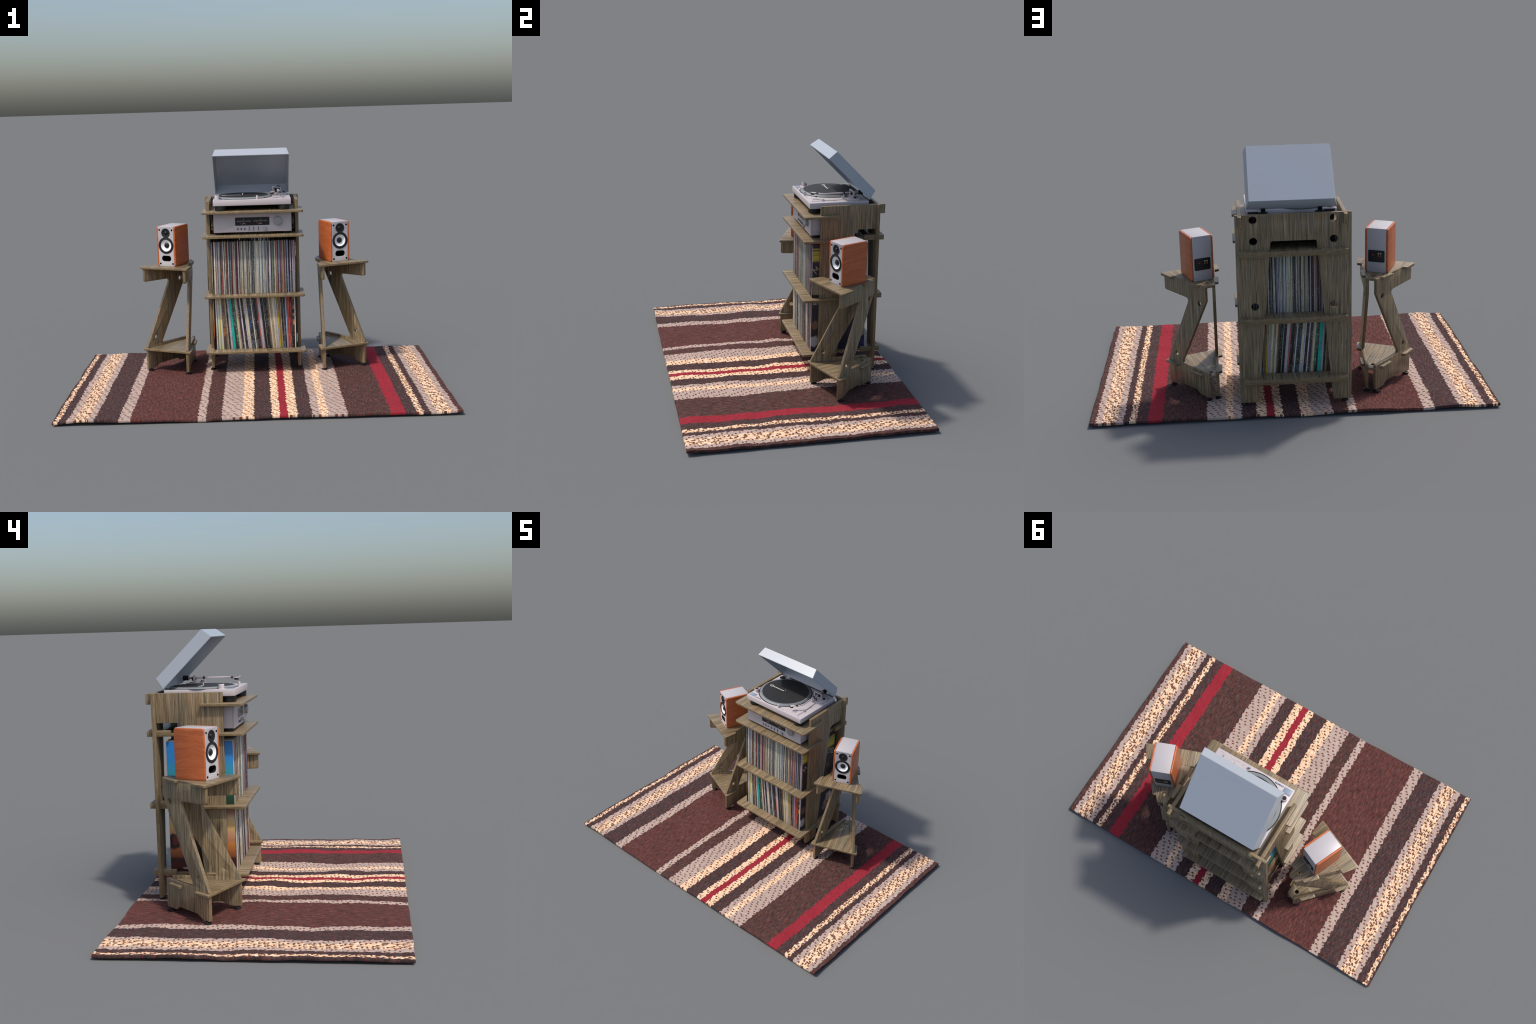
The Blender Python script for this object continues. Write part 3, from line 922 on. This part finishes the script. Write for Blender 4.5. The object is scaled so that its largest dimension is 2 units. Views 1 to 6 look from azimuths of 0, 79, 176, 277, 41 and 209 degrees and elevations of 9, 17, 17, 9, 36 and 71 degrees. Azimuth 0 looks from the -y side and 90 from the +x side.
    obj('socket_panel', span('socket_panel', (.155, .205), (.4685, .4702), (W(.9685), W(.9915)), .0005), tt, SATIN_BLACK)
    obj('cable_recess', span('cable_recess', (-.205, -.155), (.4685, .4702), (W(.9685), W(.9930)), .0005), tt, SATIN_BLACK)


build_turntable()

# --------------------------------------------------------------------------------------
# amplifier
# --------------------------------------------------------------------------------------
def build_amplifier():
    amp = thing('amplifier', 'silver stereo amplifier with twin needle meters', 'amplifier', (0, 0, SHELF_TOPS[2]))
    z0 = SHELF_TOPS[2]
    H = lambda z: z - z0
    yf = .1475
    obj('case', span('case', (-.2135, .2135), (yf + .005, .4140), (H(.8185), H(.9225)), .0015), amp, AMP_SILVER)
    front = fillet([(-.2150, H(.8178), .001), (.2150, H(.8178), .001), (.2150, H(.9238), .001), (-.2150, H(.9238), .001)])
    win = fillet([(-.0949, H(.8540), .001), (.0936, H(.8540), .001), (.0936, H(.8992), .001), (-.0949, H(.8992), .001)])
    face = obj('front_panel', board('front_panel', front, .007, [win]), amp, AMP_SILVER)
    face.matrix_local = T((0, yf + .0035, 0)) @ RX(math.pi / 2)
    obj('meter_window', span('meter_window', (-.096, .095), (yf + .0030, yf + .0056), (H(.853), H(.900)), 0), amp, WINDOW)
    def face_box(name, x, z, w, h, d=.0012, mat=PRINT_GREY, y=yf, par=amp):
        return obj(name, box(name, (w, d, h), 0, (x, y - d / 2 + .0004, H(z))), par, mat)
    ym = yf + .0030
    for cx in (-.0475, .0440):
        face_box('meter_scale', cx, .8775, .078, .0016, .0008, PRINT_GREY, ym)
        for i in range(11):
            x = cx - .036 + .0072 * i
            face_box('meter_tick', x, .8800 + (.0018 if i % 2 else .0005), .0011, .0050 if i % 2 else .0030, .0008, PRINT_GREY if i % 3 else IVORY, ym)
            if i % 2 == 0:
                face_box('meter_tick', x + .002, .8742, .0022, .0022, .0008, PRINT_GREY, ym)
        face_box('meter_unit', cx, .8878, .0030, .0036, .0008, IVORY, ym)
        arc = [Vector((.011 * math.cos(a), .010 * math.sin(a))) for a in [math.radians(25 + 13 * i) for i in range(11)]]
        arc += [Vector((.0088 * math.cos(a), .0078 * math.sin(a))) for a in [math.radians(155 - 13 * i) for i in range(11)]]
        o = obj('meter_arc', board('meter_arc', arc, .0008, (), .0001), amp, IVORY)
        o.matrix_local = T((cx, ym - .0002, H(.8565))) @ RX(math.pi / 2)
        o = obj('meter_needle', box('meter_needle', (.0012, .0008, .022), 0), amp, ORANGE_RED)
        o.matrix_local = T((cx - .0165, ym - .0006, H(.8665))) @ RY(math.radians(-47))
        face_box('meter_mark', cx, .8690, .0012, .0036, .0008, IVORY, ym)
    knob = lathe('volume_knob', [(0, 0), (.0225, 0), (.0225, .013), (.0212, .0150), (.0195, .0155), (0, .0150)], 48)
    k = obj('volume_knob', knob, amp, ALU, (.1395, yf, H(.8758)), (math.pi / 2, 0, 0))
    obj('knob_pointer', box('knob_pointer', (.0022, .0080, .0008), 0), k, RED_LAMP, (-.0100, .0125, .0156), (0, 0, .6))
    face_box('print_mark', .1395, .9035, .010, .0016, .0006, PRINT_GREY)
    small = lathe('selector_knob', [(0, 0), (.0088, 0), (.0085, .009), (.0076, .0102), (0, .0102)], 32)
    obj('selector_knob', small, amp, ALU, (.0695, yf, H(.8336)), (math.pi / 2, 0, 0))
    for i in range(9):
        a = math.radians(-30 + 30 * i)
        face_box('selector_mark', .0695 + .0145 * math.cos(a), .8336 + .0125 * math.sin(a), .0030, .0010, .0006, PRINT_GREY)
    push = lathe('push_button', [(0, 0), (.0045, 0), (.0045, .0030), (.0038, .0036), (.0018, .0036), (.0016, .0028), (0, .0028)], 24)
    for x in (-.0819, -.0632, -.0435):
        obj('push_button', push, amp, PRINT_DARK, (x, yf, H(.8360)), (math.pi / 2, 0, 0))
        face_box('print_mark', x, .8452, .0075 if x != -.0632 else .014, .0014, .0006, PRINT_GREY)
    for x in (-.0188, .0050, .0320):
        face_box('lever_slot', x, .8366, .0044, .0200, .0014, PRINT_DARK)
        face_box('lever', x - .0004, .8366, .0018, .0160, .0050, PRINT_GREY)
        face_box('print_mark', x, .8500, .0085, .0014, .0006, PRINT_GREY)
        face_box('print_mark', x, .8245, .0085, .0010, .0006, PRINT_GREY)
    face_box('print_mark', .0685, .8498, .0080, .0012, .0006, PRINT_GREY)
    obj('rear_panel', span('rear_panel', (-.2130, .2130), (.4136, .4182), (H(.8190), H(.9220)), .0006), amp, SATIN_BLACK)  # black plate added so the cabinet's cable holes look dark from behind
    foot = lathe('foot', [(0, 0), (.021, 0), (.022, .002), (.022, .0155), (0, .0155)], 32)
    for x in (-.185, .185):
        for y in (.182, .390):
            obj('foot', foot, amp, BLACK, (x, y, 0))


build_amplifier()

# --------------------------------------------------------------------------------------
# speaker stands and speakers (mirrored pair)
# --------------------------------------------------------------------------------------
PLATE_T, LEG_T = .0122, .0152
FRAME_A, FRAME_DIR = Vector((.1278, .0034)), Vector((-.343, .9393))   # front end and run of a side frame in plan


def plate_outline():
    half = [(.1530, -.003, .007), (.1300, .0835, .006), (.0980, .0855, .001), (.0605, .1880, .001), (.0855, .1930, .006),
            (.0560, .2695, .005), (.0310, .2695, .001), (.0255, .3040, .005)]
    return fillet(half + [(-p[0], *p[1:]) for p in reversed(half)])


PLATE = board('shelf_plate', plate_outline(), PLATE_T, [circle(0, .259, .0108, 24)])


def leg_outline():
    return fillet([(0, .0365, .003), (.048, .0365, .006), (.086, .0540, .006), (.222, .0555, .006), (.245, .0385, .004), (.3158, .0385, .006),
                   (.3158, .1715, .006), (.1060, .1715, .010), (.3158, .5480, .010), (.3158, .6262, .003), (.279, .6262, .001), (.279, .6175, .001),
                   (.196, .6175, .001), (.196, .6276, .001), (.083, .6276, .001), (.083, .6175, .001), (0, .6175, .002), (0, .5430, .010), (.190, .5365, .014),
                   (0, .1640, .003)], 4)


LEG = board('side_frame', leg_outline(), LEG_T, [circle(.2665, .5272, .0128, 24), circle(.0675, .2130, .0125, 24)])
STAND_FOOT = lathe('foot', [(0, -.0180), (.0130, -.0180), (.0156, -.0150), (.0156, -.0065), (.0115, -.0038), (.0035, -.0030), (.0035, .002), (0, .002)], 24)


def build_stand(origin, rot):
    st = thing('speaker_stand', 'slotted plywood speaker stand with slanting side frames', 'speaker stand', (*origin, 0), rot)
    obj('top_plate', PLATE, st, PLY, (0, 0, .6286 - PLATE_T / 2))
    obj('bottom_plate', PLATE, st, PLY, (0, 0, .1575 - PLATE_T / 2))
    for s in (-1, 1):
        a = Vector((s * FRAME_A.x, FRAME_A.y, 0))
        u = Vector((s * FRAME_DIR.x, FRAME_DIR.y, 0))
        n = u.cross(Vector((0, 0, 1)))
        o = obj('side_frame', LEG, st, PLY)
        o.matrix_local = Matrix(((u.x, 0, n.x, a.x), (u.y, 0, n.y, a.y), (0, 1, 0, 0), (0, 0, 0, 1)))
        for q in (a + u * .0225, a + u * .3000):
            obj('foot', STAND_FOOT, st, BLACK, (q.x, q.y, .037))


SP_W, SP_D, SP_H, CHEEK = .0960, .1560, .2245, .0108


def build_speaker(origin, rot):
    """Origin at the bottom centre; front faces local -Y."""
    sp = thing('speaker', 'small bookshelf speaker with cherry wood cheeks', 'speaker', origin, rot)
    yf = -SP_D / 2
    hw = SP_W / 2
    obj('cabinet_body', span('cabinet_body', (-hw, hw), (yf + .0207, -yf), (0.0003, SP_H - .0012), .0003), sp, SPEAKER_GREY)
    obj('top_panel', span('top_panel', (-hw, hw), (yf + .0003, -yf - .0004), (SP_H - .0030, SP_H), .0006), sp, SPEAKER_GREY)
    # baffle with real openings
    zt, zw, zp = .1880, .1180, .0440
    rt, rw = .0264, .0468
    port = fillet([(-.0290, -.0158, .0145), (.0290, -.0158, .0145), (.0290, .0158, .0145), (-.0290, .0158, .0145)], 8)
    rect = fillet([(-hw, .0003, .001), (hw, .0003, .001), (hw, SP_H - .0012, .001), (-hw, SP_H - .0012, .001)])
    o = obj('baffle', board('baffle', rect, .0205, [circle(0, zw, rw - .003, 40), circle(0, zt, rt - .003, 32), [v + Vector((0, zp)) for v in port]], .0005), sp, SPEAKER_GREY)
    o.matrix_local = T((0, yf + .01025, 0)) @ RX(math.pi / 2)
    obj('port', span('port', (-.030, .030), (yf + .0175, yf + .0198), (zp - .018, zp + .018), 0), sp, DEEP)
    tunnel = board('port_lining', [v * 1.02 + Vector((0, zp)) for v in port], .0180, [[v * .95 + Vector((0, zp)) for v in port]], .0004)
    o = obj('port_lining', tunnel, sp, BLACK)
    o.matrix_local = T((0, yf + .0100, 0)) @ RX(math.pi / 2)
    face = lambda z: T((0, yf, z)) @ RX(math.pi / 2)          # local z of the lathe -> forward
    tw = lathe('tweeter', [(rt, -.001), (rt, .0016), (rt - .002, .0022), (.0225, .0018), (.0120, -.0022), (.0105, -.0020), (.0100, -.0008), (.0075, .0022), (.003, .0036), (0, .0040)], 44)
    obj('tweeter', tw, sp, SATIN_BLACK).matrix_local = face(zt)
    sur = lathe('woofer_surround', [(rw, -.001), (rw, .0014), (rw - .002, .0022), (.0415, .0016), (.0385, .0030), (.0355, .0030), (.0330, .0006), (.0325, -.002)], 52)
    w = obj('woofer_surround', sur, sp, SATIN_BLACK)
    w.matrix_local = face(zw)
    obj('woofer_cone', lathe('woofer_cone', [(.0330, .0002), (.0300, -.0026), (.0210, -.0068), (.0150, -.0090), (.0140, -.0090)], 52), w, CONE)
    obj('dust_cap', lathe('dust_cap', [(.0158, -.0092), (.0150, -.0060), (.0120, -.0028), (.0070, -.0006), (0, .0002)], 36), w, SATIN_BLACK)
    bolt = lathe('bolt', [(.0052, -.001), (.0052, .0008), (.0046, .0012), (.0022, .0002), (0, .0002)], 20)
    for x in (-.0392, .0392):
        for z in (.0150, .2050):
            obj('bolt', bolt, sp, DEEP).matrix_local = T((x, 0, 0)) @ face(z)
    # cheeks: rounded boards on both sides
    prof = fillet([(yf - .0006, 0, .011), (-yf + .001, 0, .013), (-yf + .001, SP_H, .013), (yf - .0006, SP_H, .011)], 6)
    ck = board('cheek', prof, CHEEK, (), .0030)
    place = Matrix(((0, 0, 1, 0), (1, 0, 0, 0), (0, 1, 0, 0), (0, 0, 0, 1)))
    bm = bmesh.new(); bm.from_mesh(ck); bm.transform(place)
    bm.to_mesh(ck); bm.free()
    for s in (-1, 1):
        obj('cheek', ck, sp, CHERRY, (s * (hw + CHEEK / 2 - .0003), 0, 0))
    # rear connection panel
    pan = fillet([(-.041, .0540, .006), (.041, .0540, .006), (.041, .1140, .006), (-.041, .1140, .006)])
    o = obj('rear_panel', board('rear_panel', pan, .004), sp, SATIN_BLACK)
    o.matrix_local = T((0, -yf + .001, 0)) @ RX(math.pi / 2)
    obj('mains_switch', box('mains_switch', (.0090, .003, .0058), .0006), sp, RED, (.0175, -yf + .003, .0905))
    term = lathe('terminal', [(0, 0), (.0034, 0), (.0034, .005), (.0026, .0058), (0, .0058)], 20)
    for i, x in enumerate((-.0115, -.0225)):
        for z, m in ((.0990, IVORY), (.0880, ORANGE_RED)):
            o = obj('terminal', term.copy(), sp, None, (x, -yf + .002, z), (-math.pi / 2, 0, 0))
            o.data.materials.append(m)


for (ox, oy), rot in (((.5035, .1595), 20.8), ((-.5050, .1610), -23.3)):
    a = math.radians(rot)
    build_stand((ox, oy), a)
    fwd = Vector((-math.sin(a), math.cos(a)))
    c = Vector((ox, oy)) + fwd * ((.0595 if ox > 0 else .0505) + SP_D / 2) + Vector((math.cos(a), math.sin(a))) * (.0035 if ox > 0 else -.0015)
    build_speaker((c.x, c.y, .6288), a + (.012 if ox > 0 else -.012))
